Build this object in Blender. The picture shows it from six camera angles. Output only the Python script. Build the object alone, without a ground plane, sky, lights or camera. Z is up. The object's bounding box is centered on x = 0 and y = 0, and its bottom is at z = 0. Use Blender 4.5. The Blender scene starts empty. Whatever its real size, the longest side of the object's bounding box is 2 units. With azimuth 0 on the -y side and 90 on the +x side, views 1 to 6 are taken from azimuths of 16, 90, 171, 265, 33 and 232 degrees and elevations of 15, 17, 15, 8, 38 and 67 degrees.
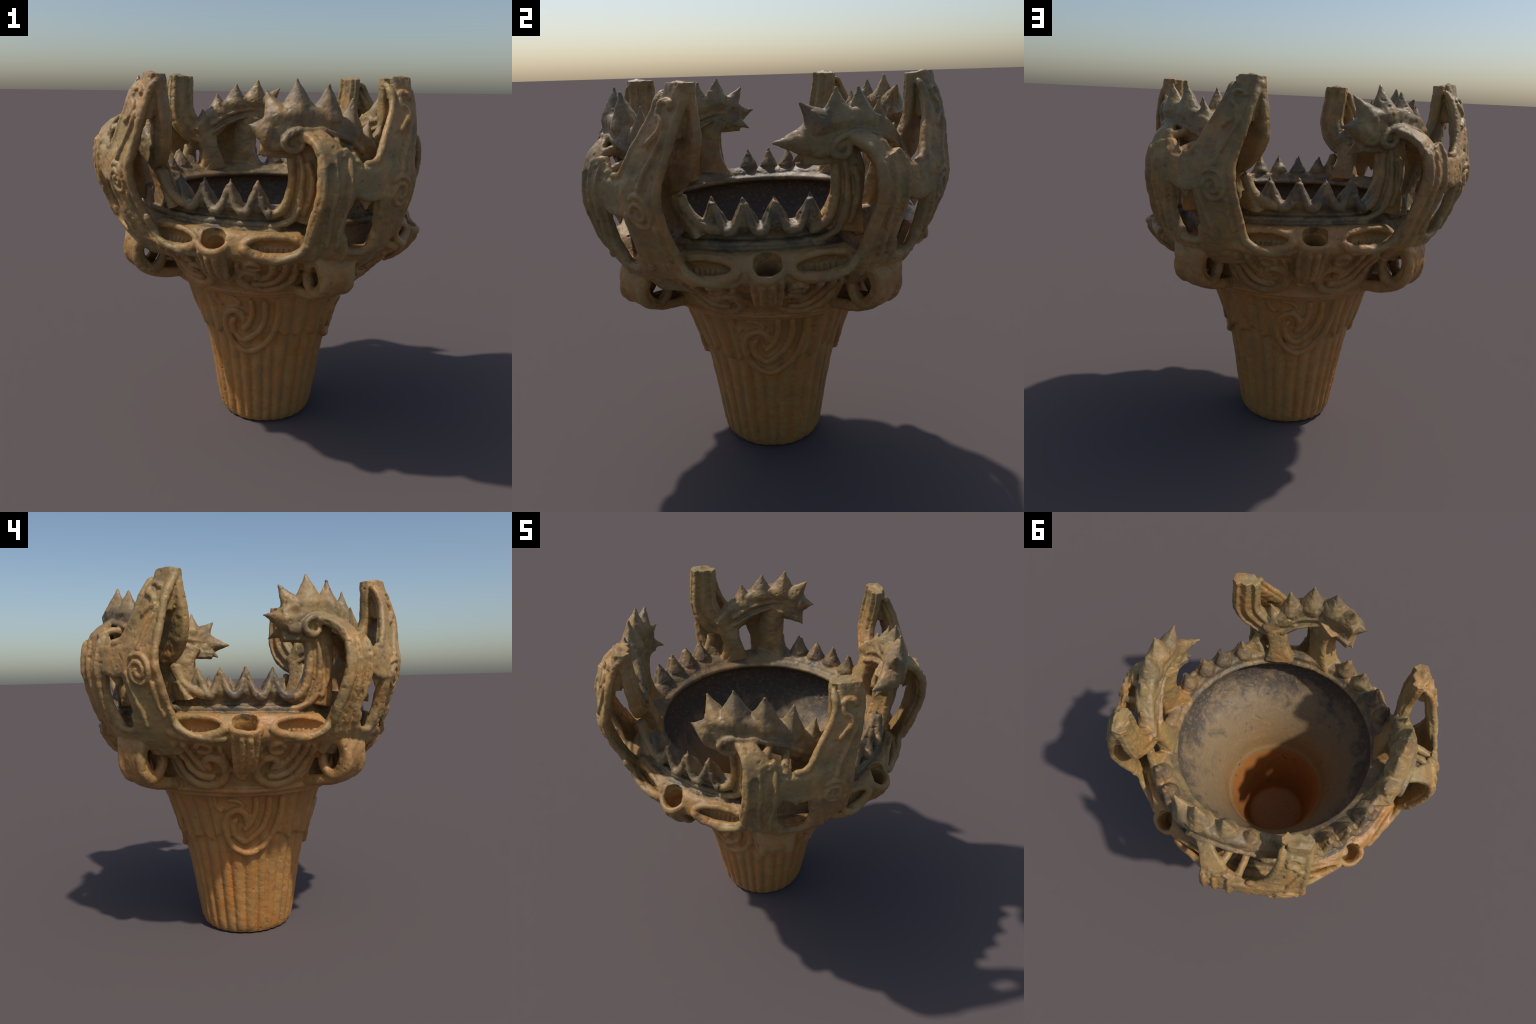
# Flame-rimmed clay vessel: tapering fluted foot, flaring scroll-covered belly, a square shelf with
# spouts and eye-shaped hollows, a toothed rim, and four open-work flame handles at the corners.
import bpy, math
import numpy as np
from mathutils import Vector, noise
from mathutils.bvhtree import BVHTree

np.random.seed(7)
VOXEL = 0.0052
TILT = .040        # the rim stands a little higher on one side
rad = math.radians

# ------------------------------------------------------------------ mesh collecting
V, F, L = [], [], []          # vertices, faces, part label of each face
nv = 0
labels = []                   # (kind, handle index, item index)
lab_id = {}

def label(kind, k=0, i=0):
    key = (kind, k, i)
    if key not in lab_id:
        lab_id[key] = len(labels)
        labels.append(key)
    return lab_id[key]

def add(verts, faces, lab):
    global nv
    verts = np.asarray(verts, float)
    V.append(verts)
    for n, f in enumerate(faces):
        F.append([i + nv for i in f])
        L.append(lab[n] if isinstance(lab, (list, np.ndarray)) else lab)
    nv += len(verts)

def loft(rings, lab, closed=False):
    """Skin through rings of equal vertex count; caps the ends unless closed."""
    rings = [np.asarray(r, float) for r in rings]
    n = len(rings[0]); m = len(rings)
    faces = []
    for a in range(m if closed else m - 1):
        b = (a + 1) % m
        for i in range(n):
            j = (i + 1) % n
            faces.append([a*n+i, a*n+j, b*n+j, b*n+i])
    verts = np.vstack(rings)
    if not closed:
        c0, c1 = len(verts), len(verts) + 1
        verts = np.vstack([verts, rings[0].mean(0), rings[-1].mean(0)])
        for i in range(n):
            j = (i + 1) % n
            faces.append([c0, j, i])
            faces.append([c1, (m-1)*n+i, (m-1)*n+j])
    add(verts, faces, lab)

def spline(pts, n):
    """Catmull-Rom through control points (any dimension), n samples, evenly spaced."""
    p = np.asarray(pts, float)
    q = np.vstack([2*p[0]-p[1], p, 2*p[-1]-p[-2]])
    out = []
    for s in range(len(p) - 1):
        for t in np.linspace(0, 1, 14, endpoint=False):
            a, b, c, d = q[s:s+4]
            out.append(.5*((2*b) + (c-a)*t + (2*a-5*b+4*c-d)*t*t + (3*b-a-3*c+d)*t**3))
    out.append(p[-1])
    out = np.array(out)
    d = np.r_[0, np.cumsum(np.linalg.norm(np.diff(out[:, :min(3, out.shape[1])], axis=0), axis=1))]
    s = np.linspace(0, d[-1], n)
    return np.stack([np.interp(s, d, out[:, c]) for c in range(out.shape[1])], 1)

def unit(v):
    return v / (np.linalg.norm(v, axis=-1, keepdims=True) + 1e-12)

def tangents(p):
    return unit(np.gradient(p, axis=0))

def tube(path, radius, lab, seg=10, up=(0.13, 0.31, 0.94), squash=1.0, ends=True):
    """Round bead along a path; radius may be a number or one per point."""
    p = np.asarray(path, float); t = tangents(p)
    r = np.full(len(p), radius) if np.isscalar(radius) else np.asarray(radius, float)
    if ends:
        k = np.linspace(0, 1, len(p)); r = r * np.clip(np.minimum(k, 1-k)*14 + .45, 0, 1)
    a = unit(np.cross(t, np.asarray(up, float)))
    for i in range(1, len(p)):
        a[i] = a[i-1] - t[i]*np.dot(a[i-1], t[i])
        a[i] /= np.linalg.norm(a[i])
    b = np.cross(t, a)
    ang = np.linspace(0, 2*math.pi, seg, endpoint=False)
    loft([p[i] + r[i]*(np.cos(ang)[:, None]*a[i] + squash*np.sin(ang)[:, None]*b[i]) for i in range(len(p))], lab)

def ribbon(path, normal, width, thick, lab, ribs=0, rib_depth=0.0, seg=40, rib_side=1, square=.42):
    """Strap with a rounded oblong section; 'normal' points out of its face; ribs run along it."""
    p = np.asarray(path, float); t = tangents(p)
    nrm = np.asarray(normal, float)
    if nrm.ndim == 1: nrm = np.tile(nrm, (len(p), 1))
    nrm = unit(nrm - t*np.sum(nrm*t, 1, keepdims=True))
    side = np.cross(nrm, t)
    w = np.broadcast_to(width, len(p)); h = np.broadcast_to(thick, len(p))
    ang = np.linspace(0, 2*math.pi, seg, endpoint=False)
    ca, sa = np.cos(ang), np.sin(ang)
    e = square
    cx = np.sign(ca)*np.abs(ca)**e; cy = np.sign(sa)*np.abs(sa)**e
    rings = []
    for i in range(len(p)):
        y = cy.copy()*h[i]/2
        if ribs:
            m = (cy*rib_side > .3)
            y = y + np.where(m, rib_side*rib_depth*(np.cos(cx*ribs*math.pi) - .3)*(np.abs(cx) < .98), 0)
        rings.append(p[i] + (cx*w[i]/2)[:, None]*side[i] + y[:, None]*nrm[i])
    loft(rings, lab)

def spike(base, tip, along, half_len, half_thick, lab, power=1.35, seg=16):
    """Thorn: an oval base drawn up into a point, flared at the foot."""
    base = np.asarray(base, float); tip = np.asarray(tip, float)
    ax = unit(tip - base); along = np.asarray(along, float)
    a = unit(along - ax*np.dot(along, ax)); b = np.cross(ax, a)
    ang = np.linspace(0, 2*math.pi, seg, endpoint=False)
    ca, sa = np.cos(ang), np.sin(ang)
    # section between an oval and a four-sided pyramid, so that the edges stay crisp
    rings = []
    for u in np.linspace(0, 1, 9):
        e = 2.3 - 1.0*min(1, u*1.6)
        s = (np.abs(ca)**e + np.abs(sa)**e)**(-1/e)
        f = (1-u)**power + .06*(u > .9) + .03*math.sin(math.pi*u)
        f *= .55 + .45*min(1, u/.28)
        c = base + (tip - base)*u
        rings.append(c + f*s[:, None]*(half_len*ca[:, None]*a + half_thick*sa[:, None]*b))
    loft(rings, lab)

def turn(points, deg):
    p = np.asarray(points, float); a = rad(deg)
    c, s = math.cos(a), math.sin(a)
    q = p.copy(); q[..., 0] = c*p[..., 0] - s*p[..., 1]; q[..., 1] = s*p[..., 0] + c*p[..., 1]
    return q

# ------------------------------------------------------------------ the thrown body
# outer profile (radius, height), foot to shelf edge, then up the stepped wall to the rim and down inside
OUTER = [(0.0, 0.0), (.230, .0), (.257, .012), (.270, .05), (.288, .16), (.315, .33), (.335, .45), (.352, .53), (.368, .60),
         (.388, .67), (.410, .74), (.430, .80), (.448, .845), (.470, .862), (.510, .876), (.535, .892), (.548, .915), (.562, .940), (.585, .965),
         (.622, 1.010), (.664, 1.058), (.708, 1.10), (.748, 1.135), (.782, 1.158), (.800, 1.178)]
UPPER = [(.802, 1.195), (.797, 1.230), (.788, 1.258), (.772, 1.280), (.745, 1.291), (.715, 1.296), (.698, 1.304), (.688, 1.318),
         (.688, 1.34), (.694, 1.358), (.704, 1.376), (.702, 1.392), (.676, 1.402), (.646, 1.400), (.626, 1.388),
         (.614, 1.370), (.602, 1.362), (.590, 1.358), (.582, 1.346)]
INNER = [(.590, 1.332), (.614, 1.320), (.636, 1.300), (.645, 1.26), (.632, 1.19), (.575, 1.09), (.495, 1.0), (.418, .89), (.358, .77),
         (.330, .67), (.314, .635), (.294, .56), (.264, .42), (.234, .27), (.212, .16), (.195, .122), (.14, .104), (.0, .098)]

def corner(th):
    """0 on the spout axes, 1 on the handle diagonals."""
    return .5 - .5*np.cos(4*th)

def body_radius(z, th):
    """outer radius of foot, neck and belly"""
    zz = [q[1] for q in OUTER[2:]]; rr = [q[0] for q in OUTER[2:]]
    r = np.interp(z, zz, rr)
    c = corner(th)
    r = r + c**2*np.interp(z, [.93, 1.0, 1.06, 1.12, 1.178], [0, -.035, -.065, -.03, .01])
    return r

def relief(z, th):
    """fluting of the foot and bolder ribs on the neck"""
    irregular = th + .018*np.sin(5*th + 1) + .012*np.sin(11*th + z*3)
    flute = np.abs(np.cos(irregular*15))**.6*2 - 1
    d = .010*flute*np.interp(z, [.0, .05, .50, .60, .66], [.3, 1, 1, .6, 0])
    phase = ((np.degrees(th) + 45) % 90) - 45
    side = np.clip((np.abs(phase + 3) - 20)/5, 0, 1)
    edge = .588 + .016*np.sin(irregular*16 + 1) + .014*np.sin(7*th + 2) + .008*np.sin(31*th)
    lift = np.clip((z - edge)/.016, 0, 1)*np.interp(z, [.84, .87], [1, 0])
    bold = .012 + .010*(np.abs(np.cos(irregular*15 + 1.5*(z-.6)))**.8*2 - 1)
    d = d + side*lift*bold*1.0
    d = d + (1-side)*lift*.004
    return d

SPOUTS = [np.array([.780, y, 1.243]) for y in (-.012, -.044, -.040, -.060)]
SPOUT_DIR = np.array([.47, 0, .8827])

def build_body():
    NT = 640
    th = np.linspace(-math.pi, math.pi, NT, endpoint=False)
    prof = spline(OUTER, 230).tolist()
    n0 = len(prof)
    prof += spline([OUTER[-1]] + UPPER, 110)[1:].tolist()
    n1 = len(prof)
    prof += spline([UPPER[-1]] + INNER, 150)[1:].tolist()
    prof = np.array(prof); prof[0, 0] = prof[-1, 0] = .001
    rings = []
    for i, (r, z) in enumerate(prof):
        R = np.full(NT, r); Z = np.full(NT, z); TH = th.copy()
        c = corner(th)
        if i < n0:
            if z > .93:
                R = R + body_radius(z, th) - body_radius(z, 0*th)
            if r > .25: R = R + relief(z, th)
        elif i < n1:
            t = np.interp(r, [.66, .70, .79], [0.15, .3, 1])
            R = R + c**2*.01*t
            dg = np.abs(((np.degrees(th) + 2) % 90) - 45)          # degrees from the handle diagonal
            drop = np.clip((17 - dg)/7, 0, 1)*np.clip((r - .688)/.03, 0, 1)
            Z = Z - drop*np.clip(z - 1.19, 0, 1)*.85
        # eye-shaped hollows sunk into the sloping shelf, combed across
        if n0 - 30 < i < n1:
            for k in range(4):
                a = th - rad(90*k); X = R*np.cos(a); Y = R*np.sin(a)
                for yc in (.225, -.275):
                    e = ((Y - yc)/.125)**2 + ((z - 1.226)/.039)**2
                    m = (e < 1) & (X > .5)
                    depth = .055*np.clip(1 - e, 0, 1)**.4 + .011*np.cos((Y - yc)*2*math.pi/.026)*(1 - e)*(z < 1.232)
                    R = np.where(m, R - depth*.92, R); Z = np.where(m, Z - depth*.35, Z)
        # bores of the spouts
        if z > 1.0 and i < n1:
            for k in range(4):
                a = th - rad(90*k)
                P = np.stack([R*np.cos(a), R*np.sin(a), Z], 1) - SPOUTS[k]
                h = P @ SPOUT_DIR
                off = P - h[:, None]*SPOUT_DIR
                m = (np.linalg.norm(off, axis=1) < .056) & (h > -.12)
                Q = P - np.where(m, h + .12, 0)[:, None]*SPOUT_DIR + SPOUTS[k]
                b = np.arctan2(Q[:, 1], Q[:, 0]) + rad(90*k)
                R = np.where(m, np.hypot(Q[:, 0], Q[:, 1]), R); Z = np.where(m, Q[:, 2], Z)
                TH = np.where(m, b, TH)
        if i >= n1 or (i >= n0 and r < .64):   # the bowl and its lip are not quite centred
            sx = .026 if i < n1 else np.interp(z, [.7, .95, 1.2], [0, .008, .026])
            if i < n1: sx *= np.clip((.64 - r)/.035, 0, 1)
            R = R + sx*np.cos(TH + rad(36))
        wob = .004*np.sin(3*th + 1 + z*2) + .003*np.sin(2*th + z*5)
        R = R*(1 + wob*min(1, r/.2))
        rings.append(np.stack([R*np.cos(TH), R*np.sin(TH), Z], 1))
    kinds = []
    for i, (r, z) in enumerate(prof[:-1]):
        if i < n0:
            kinds.append('foot' if z < .58 else 'neck' if z < .865 else 'collar' if z < .90 else 'belly' if z < 1.165 else 'shelf')
        elif i < n1:
            kinds.append('shelf' if r > .685 and z < 1.29 else 'rim_wall' if z < 1.398 else 'rim')
        else:
            kinds.append('bowl_interior')
    m = len(rings)
    faces, labs = [], []
    idx = np.arange(NT); nxt = (idx + 1) % NT
    for a in range(m-1):
        lid = label(kinds[a])
        for i in range(NT):
            faces.append([a*NT+i, a*NT+nxt[i], (a+1)*NT+nxt[i], (a+1)*NT+i]); labs.append(lid)
    verts = np.vstack(rings)
    c0, c1 = len(verts), len(verts)+1
    verts = np.vstack([verts, [0, 0, prof[0, 1]], [0, 0, prof[-1, 1]]])
    for i in range(NT):
        faces.append([c0, nxt[i], i]); labs.append(label('foot'))
        faces.append([c1, (m-1)*NT+i, (m-1)*NT+nxt[i]]); labs.append(label('bowl_interior'))
    add(verts, faces, labs)

build_body()

def on_body(pts, n=40, lift=.003, axis=0.0, squeeze=1.0):
    """curve on the outer body given as (degrees from a spout axis, height)"""
    q = spline([(a*.0085*squeeze, z) for a, z in pts], n)
    th = np.radians(q[:, 0]/.0085 + axis); z = q[:, 1]
    r = body_radius(z, th) + lift + np.where(z < .86, relief(z, th)*.5, 0)
    return np.stack([r*np.cos(th), r*np.sin(th), z], 1)

# ------------------------------------------------------------------ parts repeated on the four spout axes
jit = np.random.RandomState(3)
for k in range(4):
    A = 90.0*k
    # neck scroll: three nested beads running down from the collar and coiling up to the left
    sc = label('neck_scroll', k)
    dz = [0, .01, -.005, .02][k]
    N1 = [(22, .86), (23, .74), (19, .62), (8, .535), (-4, .512), (-15, .56), (-19.5, .65), (-16.5, .735), (-9, .772), (-3, .742), (-3.5, .685)]
    N2 = [(13, .85), (13.5, .75), (9, .655), (-3, .585), (-11, .615), (-13, .68), (-9.5, .725)]
    N3 = [(4, .85), (4, .76), (.5, .69), (-5, .648)]
    for pts, rr in ((N1, .0205), (N2, .0195), (N3, .018)):
        tube(on_body([(a, z - dz) for a, z in pts], 60, .010, A), rr, sc)
    tube(on_body([(-24, .86), (-24, .80), (-20, .765)], 20, .008, A), .014, sc)
    tube(on_body([(-16, .835), (-9, .83), (-5, .80), (-7, .785)], 20, .008, A), .013, sc)
    # belly scrolls: a mirrored pair of hooks, each of three beads
    bs = label('belly_scroll', k)
    for s in (-1, 1):
        c = -5.0
        def P(lst): return [(c + s*a, z) for a, z in lst]
        B1 = [(29, 1.135), (31, 1.07), (29, .99), (22, .938), (13, .942), (7.5, .985), (7.5, 1.045), (11.5, 1.078), (15.5, 1.055), (13.5, 1.015)]
        B2 = [(25.5, 1.15), (26, 1.08), (23, 1.005), (17, .978), (12, .985)]
        B3 = [(21, 1.15), (21, 1.09), (18.5, 1.04), (15.5, 1.02)]
        B4 = [(17, 1.125), (14.5, 1.148), (11.5, 1.135), (11.5, 1.11), (14.5, 1.098), (17, 1.112)]
        for pts, rr in ((B1, .0225), (B2, .0195), (B3, .019), (B4, .015)):
            tube(on_body(P(pts), 46, .014, A), rr, bs)
        tube(on_body(P([(8, 1.13), (6, 1.05), (2.5, 1.0), (0, .965)]), 24, .006, A), .016, bs)
        tube(on_body(P([(36, 1.09), (36, 1.0), (29, .945), (18, .918)]), 30, .004, A), .014, bs)
    # collar: doubled ring segment
    for zz, rr in ((.872, .013), (.902, .015)):
        tube(on_body([(-52, zz), (-25, zz + .004), (0, zz - .003), (25, zz + .004), (47, zz)], 60, .004, A), rr, label('collar'), ends=False)
    # spout: a short hollow tube tilted up and outwards, with finger ridges below it
    sp = label('spout', k)
    m, d = SPOUTS[k], SPOUT_DIR
    s1 = np.array([0, 1., 0]); s2 = np.cross(d, s1)
    ang = np.linspace(0, 2*math.pi, 36, endpoint=False)
    prof = [(-.19, .056), (-.15, .066), (-.06, .078), (-.025, .088), (-.006, .086), (.004, .073), (.0, .060), (-.02, .052), (-.10, .048), (-.115, .046)]
    rings = []
    for h, r in prof:
        rr = r*(1 + .04*np.cos(3*ang + k))
        rings.append(turn(m + d*h + rr[:, None]*(np.cos(ang)[:, None]*s1 + np.sin(ang)[:, None]*s2), A))
    loft(rings, sp)
    for y in (-.060, -.022, .018, .054):
        o = y*y*6; y0 = SPOUTS[k][1]
        q = spline([(.838 - o, y + y0, 1.178 + o), (.800 - o, y*.95 + y0, 1.115 + o), (.742 - o*.6, y*.85 + y0, 1.055), (.664, y*.65 + y0, 1.010)], 22)
        tube(turn(q, A), .0165, sp)
    # lips of the eye hollows
    for yc, kk in ((.225, 0), (-.275, 1)):
        el = label('eye_hollow', k, kk)
        a = np.linspace(0, 2*math.pi, 49)
        Y = yc + .136*np.cos(a); v = np.sin(a)
        z = 1.227 + .048*v
        rs = .794 - .014*v - .010*v*v
        x = np.sqrt(rs*rs - Y*Y); Y2 = Y
        tube(turn(np.stack([x, Y2, z], 1), A), np.where(v < 0, .025, .016), el, ends=False)
    # ridge below the teeth, turning up at its right-hand end along the handle column
    tt = np.radians(np.linspace(-44, 24, 44)); rr = .700 + .005*corner(tt)
    zz = 1.312 + .0*tt
    up = np.clip((np.degrees(tt) - 16)/10, 0, 1)
    zz = zz + .035*up**2
    tube(turn(np.stack([rr*np.cos(tt), rr*np.sin(tt), zz], 1), A), .0185, label('rim_ridge', k))
    # rim teeth with a scalloped bead running under them
    tips = [[-20.2, -8.8, 2.7, 14.6], [-20.8, -9.7, .7, 11.1], [-21.9, -12.3, -2.0, 8.7], [-22.2, -10.9, .2, 11.4]][k]
    tips = [.69*math.sin(rad(a)) for a in tips]
    peaks = []
    for i, y in enumerate(tips):
        y = y + jit.uniform(-.003, .003)
        r0 = .690
        x = math.sqrt(r0*r0 - y*y)
        out = unit(np.array([x, y, 0])); tang = np.array([-out[1], out[0], 0])
        base = out*.668 + np.array([0, 0, 1.372])
        tip = out*(r0 + jit.uniform(-.006, .01)) + tang*jit.uniform(-.006, .006) + np.array([0, 0, 1.519 + jit.uniform(-.010, .008)])
        tl = label('rim_tooth', k, i)
        spike(turn(base, A), turn(tip, A), turn(tang, A), .078, .066, tl, power=1.0)
        peaks.append((y, tip[2]))
    # scalloped bead: deep round valleys between the teeth, peaks running up their outer faces
    ys = np.linspace(-.305, .200, 110)
    py = np.array([p[0] for p in peaks])
    pz = np.array([p[1] for p in peaks])
    near = np.abs(ys[:, None] - py[None]).argmin(1)
    u = np.clip(np.abs(ys - py[near])/.058, 0, 1)
    zz = 1.372 + (pz[near] - .022 - 1.372)*(1 - u)**1.7
    rr = .714 + .010*u - .010*(1-u)
    tube(turn(np.stack([np.sqrt(rr*rr - ys*ys), ys, zz], 1), A), .014 + .010*u, label('rim_bead', k), ends=False)

# ------------------------------------------------------------------ flame handles on the four corners
# local frame of a handle: X outwards along the diagonal, Y to the right seen from outside, z up
SH_Z = [1.05, 1.15, 1.20, 1.25, 1.31, 1.36, 1.42, 1.50, 1.57, 1.64, 1.71, 1.83, 1.90, 1.97, 2.05]
SH_X = [.710, .812, .848, .868, .888, .902, .918, .935, .930, .910, .895, .865, .835, .792, .75]
SH_K = [1.9, 1.7, 1.45, 1.2, .95, .8, .62, .5, .42, .38, .38, .38, .38, .38, .38]   # how strongly the face curves back at its sides

def shell(Y, z):
    """outer face of the open-work cage"""
    Y = np.asarray(Y, float); z = np.asarray(z, float)
    x = np.interp(z, SH_Z, SH_X) - np.interp(z, SH_Z, SH_K)*Y*Y*np.where(Y < 0, .68, 1.0)
    return np.stack([x, Y, z + 0*Y], -1)

def shell_normal(Y, z):
    e = 1e-2
    a = shell(Y + e, z) - shell(Y - e, z); b = shell(Y, z + e) - shell(Y, z - e)
    return unit(np.cross(a, b))

def on_shell(pts, n=40, depth=0.0):
    q = spline(pts, n)
    nr = shell_normal(q[:, 0], q[:, 1])
    return shell(q[:, 0], q[:, 1]) - nr*depth, nr, q

HANDLES = [  # azimuth, outward lean of the crest, sideways shift of the horn, outward set of crest and column,
            # lean of the horn tip, sideways shift of the horn's foot
    (-45, .035, .035, .022, -.012, .0), (45, .025, .020, .005, .0, .0), (135, .0, -.005, .0, .0, .0), (-135, -.005, .008, .010, .0, -.028)]

# tips of the thorns along each crest: beak, five on the comb, chin
CREST_TIPS = [
    [(.620, -.468, 1.755), (.620, -.380, 1.900), (.700, -.267, 1.958), (.758, -.135, 1.932), (.754, .004, 1.868), (.732, .117, 1.768), (.585, -.396, 1.618)],
    [(.503, -.468, 1.713), (.622, -.438, 1.873), (.697, -.303, 1.936), (.718, -.180, 1.932), (.734, -.058, 1.868), (.730, .075, 1.765), (.550, -.400, 1.635)],
    [(.541, -.465, 1.768), (.571, -.422, 1.918), (.637, -.294, 1.980), (.681, -.155, 1.950), (.705, -.025, 1.880), (.700, .085, 1.770), (.545, -.398, 1.630)],
    [(.543, -.462, 1.770), (.600, -.410, 1.912), (.655, -.262, 1.985), (.700, -.150, 1.958), (.732, -.060, 1.898), (.725, .070, 1.775), (.519, -.390, 1.660)]]

for k, (AZ, lean, yo, dX, hx, fy) in enumerate(HANDLES):
    rnd = np.random.RandomState(11 + k)
    def T0(p):   # cage: the horn side leans and shifts from handle to handle
        p = np.asarray(p, float).copy(); z = p[..., 2]
        w = np.clip((p[..., 1] - .03)/.08, 0, 1)
        p[..., 0] += hx*np.clip((z - 1.62)/.32, 0, 1)*w
        p[..., 1] += fy*np.interp(z, [1.12, 1.2, 1.55, 1.7], [0, 1, 1, 0])*w
        return turn(p, AZ)
    def TH(p):   # strap and cap of the horn
        p = np.asarray(p, float).copy(); z = p[..., 2]
        p[..., 0] += dX*np.interp(z, [1.35, 1.55, 1.65, 1.85], [0, 1, 1, 0]) + hx*np.clip((z - 1.62)/.32, 0, 1)
        return turn(p, AZ)
    def T(p):
        p = np.asarray(p, float).copy()
        p[..., 0] += dX*np.clip((p[..., 2] - 1.35)/.2, 0, 1)
        return turn(p, AZ)
    TV = lambda v: turn(v, AZ)
    def strip(pts, n, thick, lab, **kw):
        pts = [(y + yo*max(0, min(1, (z - 1.6)/.25))*(y > .1), z, w) for y, z, w in pts]
        p, nr, q = on_shell(pts, n, thick/2)
        ribbon(T0(p), TV(nr), q[:, 2], thick, lab, **kw)
    def bead(pts, r, lab, n=30, depth=-.002, **kw):
        pts = [(y + yo*max(0, min(1, (z - 1.6)/.25))*(y > .1), z) for y, z in pts]
        p, nr, q = on_shell(pts, n, depth)
        tube(T0(p), r, lab, **kw)

    post = label('cage_post', k)
    strip([(-.130, 1.08, .18), (-.155, 1.18, .205), (-.188, 1.30, .165), (-.188, 1.40, .160), (-.172, 1.48, .175), (-.165, 1.56, .185), (-.165, 1.62, .18), (-.18, 1.675, .13)],
          44, .050, post, ribs=3, rib_depth=.006)
    for y0, y1 in ((-.250, -.262), (-.195, -.190), (-.120, -.140)):
        bead([(y1, 1.24), (y1 - .004, 1.33), (y0 - .006, 1.44), (y0, 1.54), (y0 + .004, 1.65)], .015, post)
    leg = label('horn', k)
    strip([(.120, 1.08, .18), (.150, 1.18, .215), (.162, 1.30, .190), (.160, 1.40, .200), (.160, 1.48, .215), (.155, 1.56, .225), (.158, 1.62, .21),
           (.180, 1.70, .18), (.205, 1.78, .150), (.220, 1.87, .132), (.226, 1.94, .108), (.232, 1.985, .066)], 56, .052, leg)
    web = label('cage_web', k)
    strip([(-.20, 1.56, .11), (-.10, 1.555, .125), (-.01, 1.535, .15), (.08, 1.54, .15), (.17, 1.55, .16)], 24, .052, web)
    # prongs of the web: one pointing up beside the dip, one down into the heart-shaped opening
    def prong(b, t, hl, lab):
        pb = shell(*b) - shell_normal(*b)*.026; pt = shell(*t) - shell_normal(*t)*.02
        spike(T0(pb), T0(pt), TV(np.array([0, 1., 0])), hl, .03, lab, power=1.0)
    prong((-.075, 1.56), (-.075, 1.676), .085, web)
    prong((-.010, 1.53), (-.010, 1.412), .110, web)
    prong((-.215, 1.62), (-.225, 1.690), .05, web)
    # sill below the opening, where both legs run together above the lug
    strip([(-.23, 1.160, .075), (-.10, 1.158, .085), (.06, 1.158, .085), (.21, 1.160, .075)], 26, .05, post)
    bead([(-.112, 1.30), (-.100, 1.235), (-.055, 1.203), (.01, 1.198), (.055, 1.222), (.066, 1.29)], .019, post, n=34, depth=.012)
    # rim of the opening and edge beads
    bead([(.285, 1.98), (.280, 1.85), (.272, 1.72), (.262, 1.62), (.262, 1.52), (.262, 1.42), (.260, 1.33), (.262, 1.25)], .020, leg, n=50, depth=.012)
    bead([(.150, 1.96), (.142, 1.86), (.100, 1.73), (.060, 1.66), (.02, 1.625), (-.03, 1.625)], .018, leg, n=36, depth=.012)
    bead([(-.252, 1.66), (-.262, 1.52), (-.268, 1.42), (-.272, 1.33), (-.260, 1.25)], .020, post, n=36, depth=.012)
    for sg, lab in ((1, leg), (-1, post)):
        tube(T(spline([(.825, .262*sg, 1.33), (.790, .262*sg, 1.255), (.772, .300*sg, 1.205), (.728, .362*sg, 1.176), (.685, .412*sg, 1.172), (.64, .46*sg, 1.172)], 24)), .019, lab)
    # spiral on the right post
    sp = []
    for a in np.linspace(0, 2.15*2*math.pi, 60):
        r = .078 - .0052*a
        sp.append((.172 + r*math.cos(2.4 - a)*.9, 1.487 + r*math.sin(2.4 - a)))
    p, nr, q = on_shell(sp, 70, -.003)
    tube(T0(p), .013, label('spiral', k))
    bead([(.094, 1.49), (.11, 1.40), (.13, 1.30), (.13, 1.22)], .013, leg)
    bead([(.235, 1.44), (.225, 1.36), (.23, 1.27)], .013, leg)
    # S-shaped hook on the horn face
    bead([(.180, 1.885), (.195, 1.905), (.235, 1.900), (.250, 1.875)], .014, label('spiral', k), n=20)
    bead([(.182, 1.885), (.188, 1.855), (.222, 1.835), (.225, 1.800), (.190, 1.770), (.170, 1.745)], .014, label('spiral', k), n=26)
    bead([(.255, 1.80), (.225, 1.72), (.190, 1.64), (.175, 1.575)], .014, leg)
    # horn cap where outer leg and inner strap meet
    tube(TH(np.array([[.765, .178 + yo, 1.962], [.763, .228 + yo, 1.975], [.763, .272 + yo, 1.966]])), .024, leg, ends=False)
    ribbon(TH(spline([(.790, .222 + yo*.9, 1.775), (.785, .225 + yo, 1.85), (.772, .227 + yo, 1.93), (.758, .227 + yo, 1.985)], 14)), TV(np.array([-1., 0, 0])), np.linspace(.10, .12, 14), np.linspace(.05, .06, 14), leg)

    # inner strap: comes down inside the horn, swings through a J and climbs into the crest
    strap = label('horn_strap', k)
    q = spline([(.742, .215 + yo, 1.985), (.740, .218 + yo, 1.90), (.730, .228 + yo, 1.80), (.718, .226 + yo*.9, 1.73), (.708, .200 + yo*.6, 1.665), (.696, .155, 1.612), (.688, .100, 1.592), (.690, .045, 1.618), (.695, -.03, 1.680)], 50)
    ribbon(TH(q), TV(np.array([-1., 0, 0])), np.interp(np.linspace(0, 1, 50), [0, .5, .7, 1], [.155, .175, .145, .13]), .060, strap, ribs=3, rib_depth=.013)
    # stalk from the J down to the rim
    q = spline([(.682, .085, 1.60), (.668, .068, 1.53), (.650, .058, 1.46), (.634, .052, 1.37)], 18)
    ribbon(T(q), TV(np.array([-1., 0, 0])), np.interp(np.linspace(0, 1, 18), [0, .5, 1], [.14, .115, .19]), np.linspace(.08, .095, 18), strap)
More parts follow.
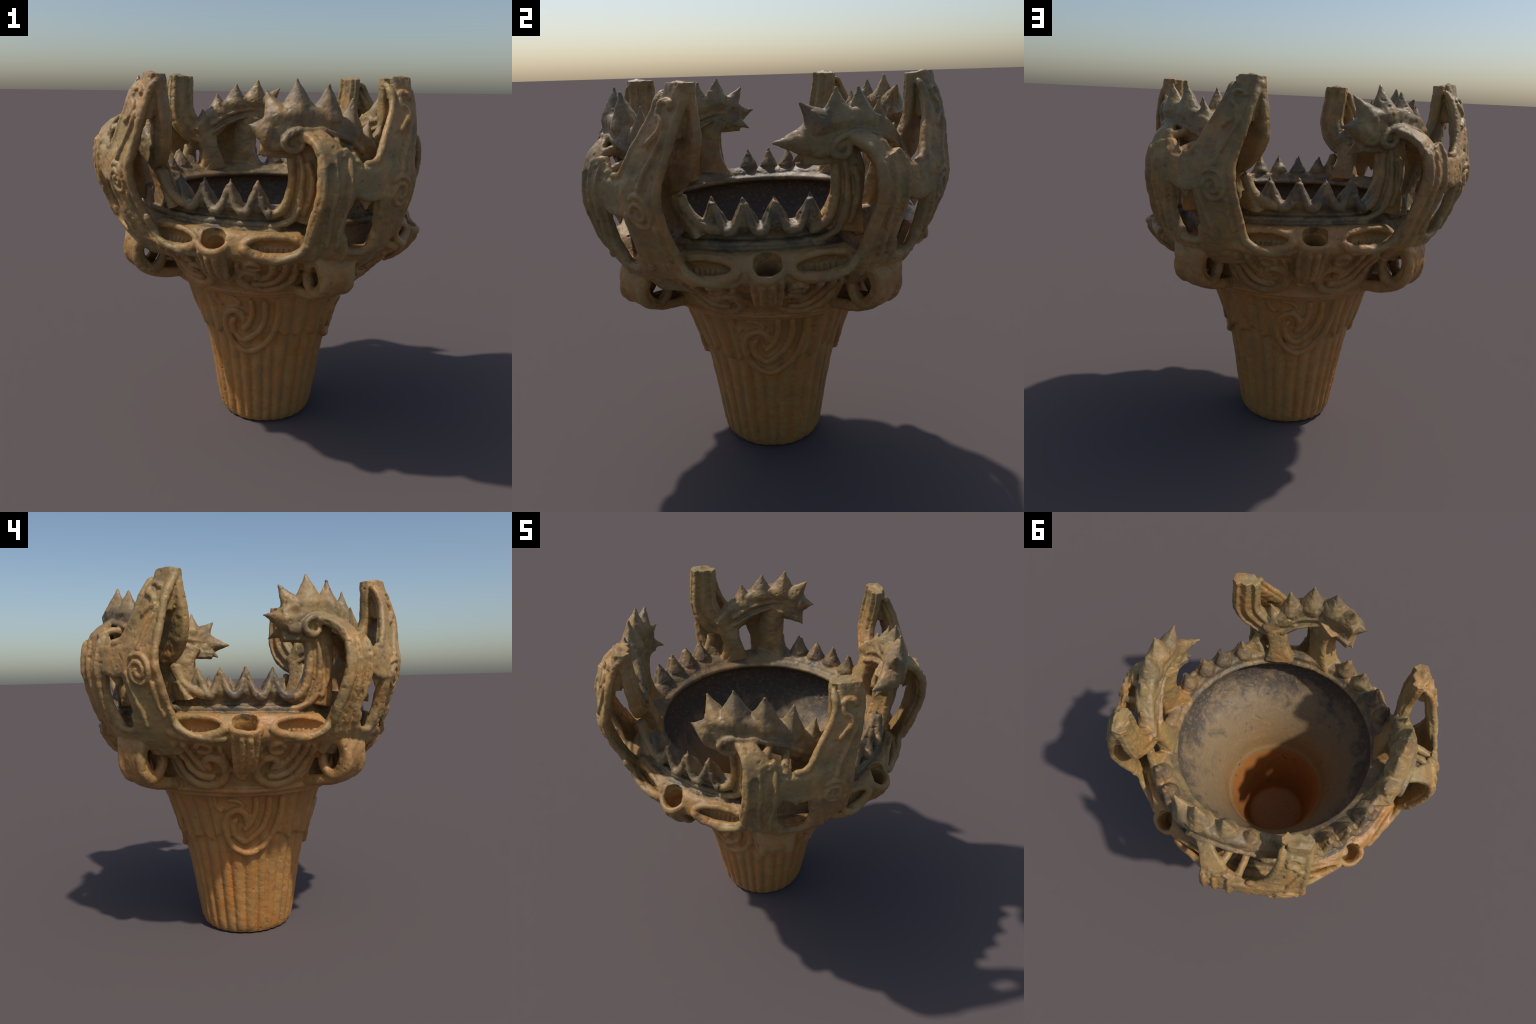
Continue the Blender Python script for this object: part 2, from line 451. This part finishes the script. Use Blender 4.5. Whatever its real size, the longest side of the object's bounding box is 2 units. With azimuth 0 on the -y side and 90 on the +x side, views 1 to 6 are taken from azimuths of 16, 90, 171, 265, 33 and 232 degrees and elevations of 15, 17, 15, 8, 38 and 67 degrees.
    # lobe beside it, running out into the scalloped bead
    q = spline([(.700, .185, 1.53), (.692, .205, 1.47), (.680, .235, 1.425), (.655, .295, 1.388), (.610, .362, 1.376)], 24)
    tube(T(q), np.linspace(.030, .024, 24), strap)
    q = spline([(.688, .200, 1.45), (.675, .20, 1.41), (.662, .20, 1.36)], 12)
    ribbon(T(q), TV(np.array([-1., .3, 0])), np.linspace(.06, .17, 12), .06, strap)

    # crest: thick arched band with a coiled head
    crest = label('crest', k)
    def C(p):
        p = np.asarray(p, float).copy()
        p[..., 0] += lean*np.clip((p[..., 2] - 1.58)/.3, 0, 1.1)
        return p
    cp = spline([(.690, .140, 1.585, .12), (.702, .065, 1.635, .15), (.710, -.035, 1.705, .155), (.704, -.13, 1.745, .160), (.690, -.21, 1.765, .160),
                 (.662, -.29, 1.765, .165), (.628, -.36, 1.740, .165), (.605, -.40, 1.725, .12)], 46)
    pc = C(cp[:, :3])
    tn = tangents(pc); side = np.cross(tn, [0, 0, 1.]); side[:, 2] = 0
    ribbon(T(pc), TV(unit(side)), cp[:, 3], .105, crest)
    # beads on the crest: arch line on the outer face that curls at the head, and its twin inside
    for s, lab in ((1, crest), (-1, crest)):
        o = .056*s
        arch = [(.706 + o, .05, 1.650), (.714 + o, -.05, 1.710), (.706 + o, -.15, 1.742), (.690 + o, -.24, 1.755), (.664 + o, -.315, 1.745), (.648 + o, -.350, 1.710),
                (.653 + o, -.335, 1.675), (.668 + o, -.295, 1.667), (.676 + o, -.270, 1.695), (.670 + o, -.290, 1.722)]
        tube(T(C(spline(arch, 60))), .0155, lab)
    arch = [(.640, .05, 1.60), (.648, -.05, 1.655), (.645, -.15, 1.695), (.632, -.22, 1.715)]
    tube(T(C(spline(arch, 30))), .013, crest)
    # crest spikes
    tips = CREST_TIPS[k]
    bases = [(.640, -.365, 1.735), (.645, -.335, 1.765), (.668, -.255, 1.765), (.696, -.140, 1.750), (.708, -.040, 1.695), (.703, .045, 1.640), (.640, -.345, 1.715)]
    sizes = [(.092, .080), (.092, .084), (.116, .094), (.112, .094), (.102, .088), (.086, .078), (.084, .072)]
    for i, (b, t, (hl, ht)) in enumerate(zip(bases, tips, sizes)):
        b = C(np.array(b)); t = np.array(t) - [dX, 0, 0]
        if 1 < i < 6: b[1] = .45*b[1] + .55*t[1]
        along = np.array([0, .3, 1.]) if i == 0 else np.array([-.25, -.95, .1])
        tw = T(t); tw[2] -= TILT*.55*(tw[1] - tw[0])*.7071
        spike(T(b), tw, TV(along), hl, ht, label('crest_spike', k, i), power=1.05)
    q = spline([(.585, -.385, 1.655), (.630, -.330, 1.662), (.672, -.262, 1.668)], 14)
    ribbon(T(q), TV(np.array([.75, -.66, 0])), np.linspace(.045, .075, 14), .085, crest)
    # column from the rim to the crest head, with raised vertical beads
    col = label('crest_column', k)
    q = spline([(.650, -.215, 1.34), (.665, -.208, 1.42), (.678, -.202, 1.52), (.678, -.208, 1.62), (.660, -.245, 1.72)], 26)
    ribbon(T(q), TV(np.array([.72, -.69, 0])), np.interp(np.linspace(0, 1, 26), [0, .35, .8, 1], [.21, .140, .135, .16]), .095, col)
    for o, top, rr in ((-.058, 1.70, .021), (-.008, 1.66, .015), (.04, 1.62, .015)):
        ox, oy = .69*o + .034, .72*o - .033
        q = spline([(.650 + ox, -.222 + oy, 1.365), (.664 + ox, -.208 + oy, 1.42), (.680 + ox, -.202 + oy, 1.50), (.680 + ox, -.208 + oy, top - .06), (.668 + ox, -.225 + oy, top)], 28)
        tube(T(q), rr, col)
    # foot of the first bead, sweeping out of the scallop under the teeth
    q = spline([(.612, -.372, 1.362), (.630, -.342, 1.366), (.650, -.308, 1.388), (.664, -.288, 1.43), (.674, -.280, 1.50)], 24)
    tube(T(q), .021, col)
    q = spline([(.618, -.358, 1.308), (.645, -.315, 1.318), (.680, -.265, 1.348), (.705, -.242, 1.41), (.712, -.240, 1.50)], 24)
    tube(T(q), .017, col)
    # struts that tie the crest to the post top
    st = label('strut', k)
    q = spline([(.690, -.270, 1.745), (.765, -.245, 1.735), (.830, -.215, 1.695), (.872, -.185, 1.630)], 20)
    ribbon(T(q), TV(np.array([.6, -.15, .8])), np.interp(np.linspace(0, 1, 20), [0, .4, 1], [.07, .085, .15]), .042, st)
    tube(T(spline([(.700, -.09, 1.69), (.765, -.125, 1.70), (.815, -.145, 1.70), (.868, -.200, 1.650)], 18)), [.022]*18, st, ends=False)
    tube(T(spline([(.700, -.03, 1.68), (.78, -.045, 1.66), (.845, -.065, 1.635), (.885, -.078, 1.615)], 14)), [.022]*14, st, ends=False)

    # lug below the corner: a broad strap with a tunnel through it
    lug = label('lug', k); LY = (-.095, -.06, -.05, -.055)[k]
    q = spline([(.710, LY, 1.172), (.776, LY, 1.152), (.797, LY, 1.08), (.768, LY, 1.005), (.702, LY, .956), (.60, LY, .938), (.50, LY, .945)], 40)
    t = tangents(q); nn = np.cross(np.array([0, 1., 0]), t)
    ribbon(T(q), TV(nn), np.interp(np.linspace(0, 1, 40), [0, .3, .6, 1], [.27, .185, .160, .19]), np.interp(np.linspace(0, 1, 40), [0, .3, 1], [.075, .066, .078]), lug, ribs=2, rib_depth=.006, square=.62)
    for y in (LY - .068, LY + .068):
        a = np.linspace(0, 2*math.pi, 40)
        pts = np.stack([.732 + .074*np.cos(a), np.full(40, y), 1.060 + .088*np.sin(a)], 1)
        tube(T(pts), .028, lug, ends=False)

# ------------------------------------------------------------------ fuse, soften and roughen the clay
VV = np.vstack(V)
src = bpy.data.meshes.new('source')
src.from_pydata(VV.tolist(), [], F)
src.update()
ob = bpy.data.objects.new('source', src)
bpy.context.scene.collection.objects.link(ob)
md = ob.modifiers.new('fuse', 'REMESH'); md.mode = 'VOXEL'; md.voxel_size = VOXEL; md.adaptivity = 0.0
sm = ob.modifiers.new('soften', 'SMOOTH'); sm.factor = .5; sm.iterations = 2
dg = bpy.context.evaluated_depsgraph_get()
fused = bpy.data.meshes.new_from_object(ob.evaluated_get(dg))
n = len(fused.vertices)
co = np.empty(n*3); fused.vertices.foreach_get('co', co); co = co.reshape(-1, 3)
no = np.empty(n*3); fused.vertices.foreach_get('normal', no); no = no.reshape(-1, 3)
nf = len(fused.polygons)
loops = np.empty(len(fused.loops), int); fused.loops.foreach_get('vertex_index', loops)
start = np.empty(nf, int); fused.polygons.foreach_get('loop_start', start)
quads = loops.reshape(-1, 4) if len(loops) == nf*4 else None
assert quads is not None
# part of every face = part of the nearest source face
tree = BVHTree.FromPolygons([Vector(v) for v in VV], F, all_triangles=False)
cen = co[quads].mean(1)
face_lab = np.empty(nf, int)
find = tree.find_nearest
for i, c in enumerate(cen):
    face_lab[i] = L[find(c)[2]]
# lumps, dents and pits worked into the surface; calmer inside the bowl
r_xy = np.hypot(co[:, 0], co[:, 1])
inside = (r_xy < .6) & (co[:, 2] > .05) & (co[:, 0]*no[:, 0] + co[:, 1]*no[:, 1] < .0)
amp = np.where(inside, .3, np.interp(co[:, 2], [.8, 1.0], [.5, 1.0]))
d = np.empty(n)
for i in range(n):
    p = Vector(co[i])
    d[i] = .0045*noise.noise(p*11) + .0032*noise.noise(p*29 + Vector((3, 1, 7))) + .0008*noise.noise(p*70) - .0036*max(0.0, noise.noise(p*52) - .32)*3
co = co + no*(d*amp)[:, None]
co[:, 2] += TILT*np.interp(co[:, 2], [.9, 1.1, 1.55, 1.9], [0, 1, 1, .5])*(co[:, 1] - co[:, 0])*.7071
co[:, 2] -= co[:, 2].min()
co[:, 2] += (2.0 - co[:, 2].max())*np.clip((co[:, 2] - 1.9)/.1, 0, 1)
co[:, 0] += np.interp(co[:, 2], [0, .5, .9, 1.15, 1.4, 2.0], [.001, .002, .008, .010, -.003, -.003])   # the pot leans a little
fused.vertices.foreach_set('co', co.ravel()); fused.update()
no = np.empty(n*3); fused.vertices.foreach_get('normal', no); no = no.reshape(-1, 3)

# ------------------------------------------------------------------ materials
class Nodes:
    def __init__(self, name):
        self.m = bpy.data.materials.new(name); self.m.use_nodes = True
        self.t = self.m.node_tree; self.b = self.t.nodes['Principled BSDF']
        self.co = self.t.nodes.new('ShaderNodeTexCoord').outputs['Object']
    def link(self, a, b): self.t.links.new(a, b)
    def noise(self, scale, detail=6, rough=.6, vec=None, dist=0.0):
        x = self.t.nodes.new('ShaderNodeTexNoise'); x.inputs['Scale'].default_value = scale
        x.inputs['Detail'].default_value = detail; x.inputs['Roughness'].default_value = rough; x.inputs['Distortion'].default_value = dist
        self.link(vec or self.co, x.inputs['Vector']); return x.outputs['Fac']
    def stretch(self, s):
        x = self.t.nodes.new('ShaderNodeMapping'); x.inputs['Scale'].default_value = s
        self.link(self.co, x.inputs['Vector']); return x.outputs['Vector']
    def ramp(self, fac, lo, hi, a=0.0, b=1.0):
        x = self.t.nodes.new('ShaderNodeMapRange'); x.interpolation_type = 'SMOOTHSTEP'
        for s, v in (('From Min', lo), ('From Max', hi), ('To Min', a), ('To Max', b)): x.inputs[s].default_value = v
        self.link(fac, x.inputs['Value']); return x.outputs['Result']
    def math(self, op, a, b):
        x = self.t.nodes.new('ShaderNodeMath'); x.operation = op
        for i, v in enumerate((a, b)):
            if isinstance(v, (int, float)): x.inputs[i].default_value = v
            else: self.link(v, x.inputs[i])
        return x.outputs[0]
    def mix(self, fac, a, b):
        x = self.t.nodes.new('ShaderNodeMix'); x.data_type = 'RGBA'
        if isinstance(fac, (int, float)): x.inputs['Factor'].default_value = fac
        else: self.link(fac, x.inputs['Factor'])
        for s, v in ((6, a), (7, b)):
            if isinstance(v, tuple): x.inputs[s].default_value = (*v, 1)
            else: self.link(v, x.inputs[s])
        return x.outputs[2]
    def axis(self, i):
        x = self.t.nodes.new('ShaderNodeSeparateXYZ'); self.link(self.co, x.inputs[0]); return x.outputs[i]
    def finish(self, col, rough, bumps):
        self.link(col, self.b.inputs['Base Color'])
        if isinstance(rough, (int, float)): self.b.inputs['Roughness'].default_value = rough
        else: self.link(rough, self.b.inputs['Roughness'])
        prev = None
        for h, strength, dist in bumps:
            x = self.t.nodes.new('ShaderNodeBump'); x.inputs['Strength'].default_value = strength; x.inputs['Distance'].default_value = dist
            self.link(h, x.inputs['Height'])
            if prev: self.link(prev, x.inputs['Normal'])
            prev = x.outputs['Normal']
        self.link(prev, self.b.inputs['Normal'])
        return self.m

OCHRE = (.37, .200, .060); ORANGE = (.46, .165, .030); OLIVE = (.232, .192, .080); UMBER = (.09, .055, .03); SLATE = (.070, .058, .043); BUFF = (.45, .29, .105)

def clay(name, ground, shade, orange, olive, soot):
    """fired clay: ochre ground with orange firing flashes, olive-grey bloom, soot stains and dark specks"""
    N = Nodes(name)
    fine = N.noise(38, 8, .65); mid = N.noise(9, 6, .6, dist=.4); big = N.noise(3.2, 4, .55)
    streak = N.noise(10, 5, .6, N.stretch((2.2, 2.2, .35)))
    col = N.mix(N.ramp(mid, .35, .7), ground, shade)
    col = N.mix(N.math('MULTIPLY', N.ramp(streak, .42, .66), orange), col, ORANGE)
    col = N.mix(N.math('MULTIPLY', N.ramp(big, .36, .62), olive), col, OLIVE)
    col = N.mix(N.math('MULTIPLY', N.ramp(N.noise(5, 8, .72, dist=1.0), .42, .60), soot), col, SLATE)
    col = N.mix(N.ramp(fine, .55, .75, 0, .35), col, BUFF)
    specks = N.noise(85, 3, .5)
    col = N.mix(N.ramp(specks, .66, .72, 0, .7), col, UMBER)
    return N.finish(col, N.ramp(mid, .3, .7, .42, .62), ((fine, .45, .007), (specks, .3, .003)))

def bowl():
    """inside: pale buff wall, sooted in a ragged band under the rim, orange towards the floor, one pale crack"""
    N = Nodes('bowl_clay')
    fine = N.noise(45, 8, .7); mid = N.noise(7, 8, .7, dist=.6)
    z = N.axis(2)
    zn = N.math('ADD', z, N.math('MULTIPLY', N.math('SUBTRACT', mid, .5), .75))
    lo = N.math('ADD', z, N.math('MULTIPLY', N.math('SUBTRACT', mid, .5), .10))
    col = N.mix(N.ramp(zn, .65, .95), (.27, .16, .065), (.225, .155, .082))
    col = N.mix(N.ramp(lo, .60, .64), (.36, .135, .030), col)
    col = N.mix(N.ramp(zn, .96, 1.18), col, (.070, .055, .042))
    col = N.mix(N.ramp(fine, .50, .70, 0, .45), col, (.34, .245, .14))
    col = N.mix(N.ramp(N.noise(16, 6, .7), .60, .68, 0, .75), col, (.06, .045, .036))
    return N.finish(col, .6, ((fine, .3, .005),))

MATS = {'body': clay('ochre_clay', (.45, .220, .062), (.34, .165, .047), .85, .20, .08),
        'shelf': clay('brown_clay', (.43, .225, .068), (.30, .160, .050), .45, .30, .20),
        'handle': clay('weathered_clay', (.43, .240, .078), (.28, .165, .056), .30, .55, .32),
        'crest': clay('smoked_clay', (.34, .205, .080), (.23, .140, .056), .16, .50, .55),
        'rim': clay('sooted_clay', (.27, .160, .066), (.18, .112, .048), .12, .42, .80), 'bowl': bowl()}
MAT_OF = {'foot': 'body', 'neck': 'body', 'collar': 'body', 'belly': 'shelf', 'neck_scroll': 'body', 'belly_scroll': 'shelf', 'lug': 'shelf', 'spout': 'shelf',
          'shelf': 'shelf', 'eye_hollow': 'shelf', 'rim_wall': 'rim', 'rim': 'rim', 'rim_tooth': 'rim', 'rim_ridge': 'rim', 'rim_bead': 'rim', 'bowl_interior': 'bowl', 'crest': 'crest', 'crest_spike': 'crest'}

# ------------------------------------------------------------------ split the fused skin into named parts
root = bpy.data.objects.new('flame_vessel', None)
bpy.context.scene.collection.objects.link(root)
root['label'] = 'ancient fired clay vessel with four flame shaped openwork handles'
root['category'] = 'clay pot'
HANDLE_PARTS = {'horn', 'horn_strap', 'crest', 'crest_spike', 'crest_column', 'strut', 'spiral', 'cage_web'}
order = sorted(range(len(labels)), key=lambda i: (labels[i][0] in HANDLE_PARTS, i))
posts = {}
for li in order:
    kind, k, i = labels[li]
    fi = np.nonzero(face_lab == li)[0]
    if len(fi) == 0: continue
    q = quads[fi]
    used, inv = np.unique(q, return_inverse=True)
    inv = inv.reshape(-1, 4)
    me = bpy.data.meshes.new(kind)
    me.from_pydata(co[used].tolist(), [], inv.tolist())
    me.polygons.foreach_set('use_smooth', np.ones(len(fi), bool))
    me.update()
    me.normals_split_custom_set_from_vertices([tuple(v) for v in no[used]])
    me.materials.append(MATS[MAT_OF.get(kind, 'handle')])
    o = bpy.data.objects.new('flame_handle' if kind == 'cage_post' else kind, me)
    bpy.context.scene.collection.objects.link(o)
    if kind == 'cage_post': posts[k] = o
    o.parent = posts[k] if kind in HANDLE_PARTS else root
    if kind in ('neck_scroll', 'belly_scroll'): o['kind'] = 'stuff'
bpy.data.objects.remove(ob); bpy.data.meshes.remove(src); bpy.data.meshes.remove(fused)
print('faces', nf, 'parts', len(labels))
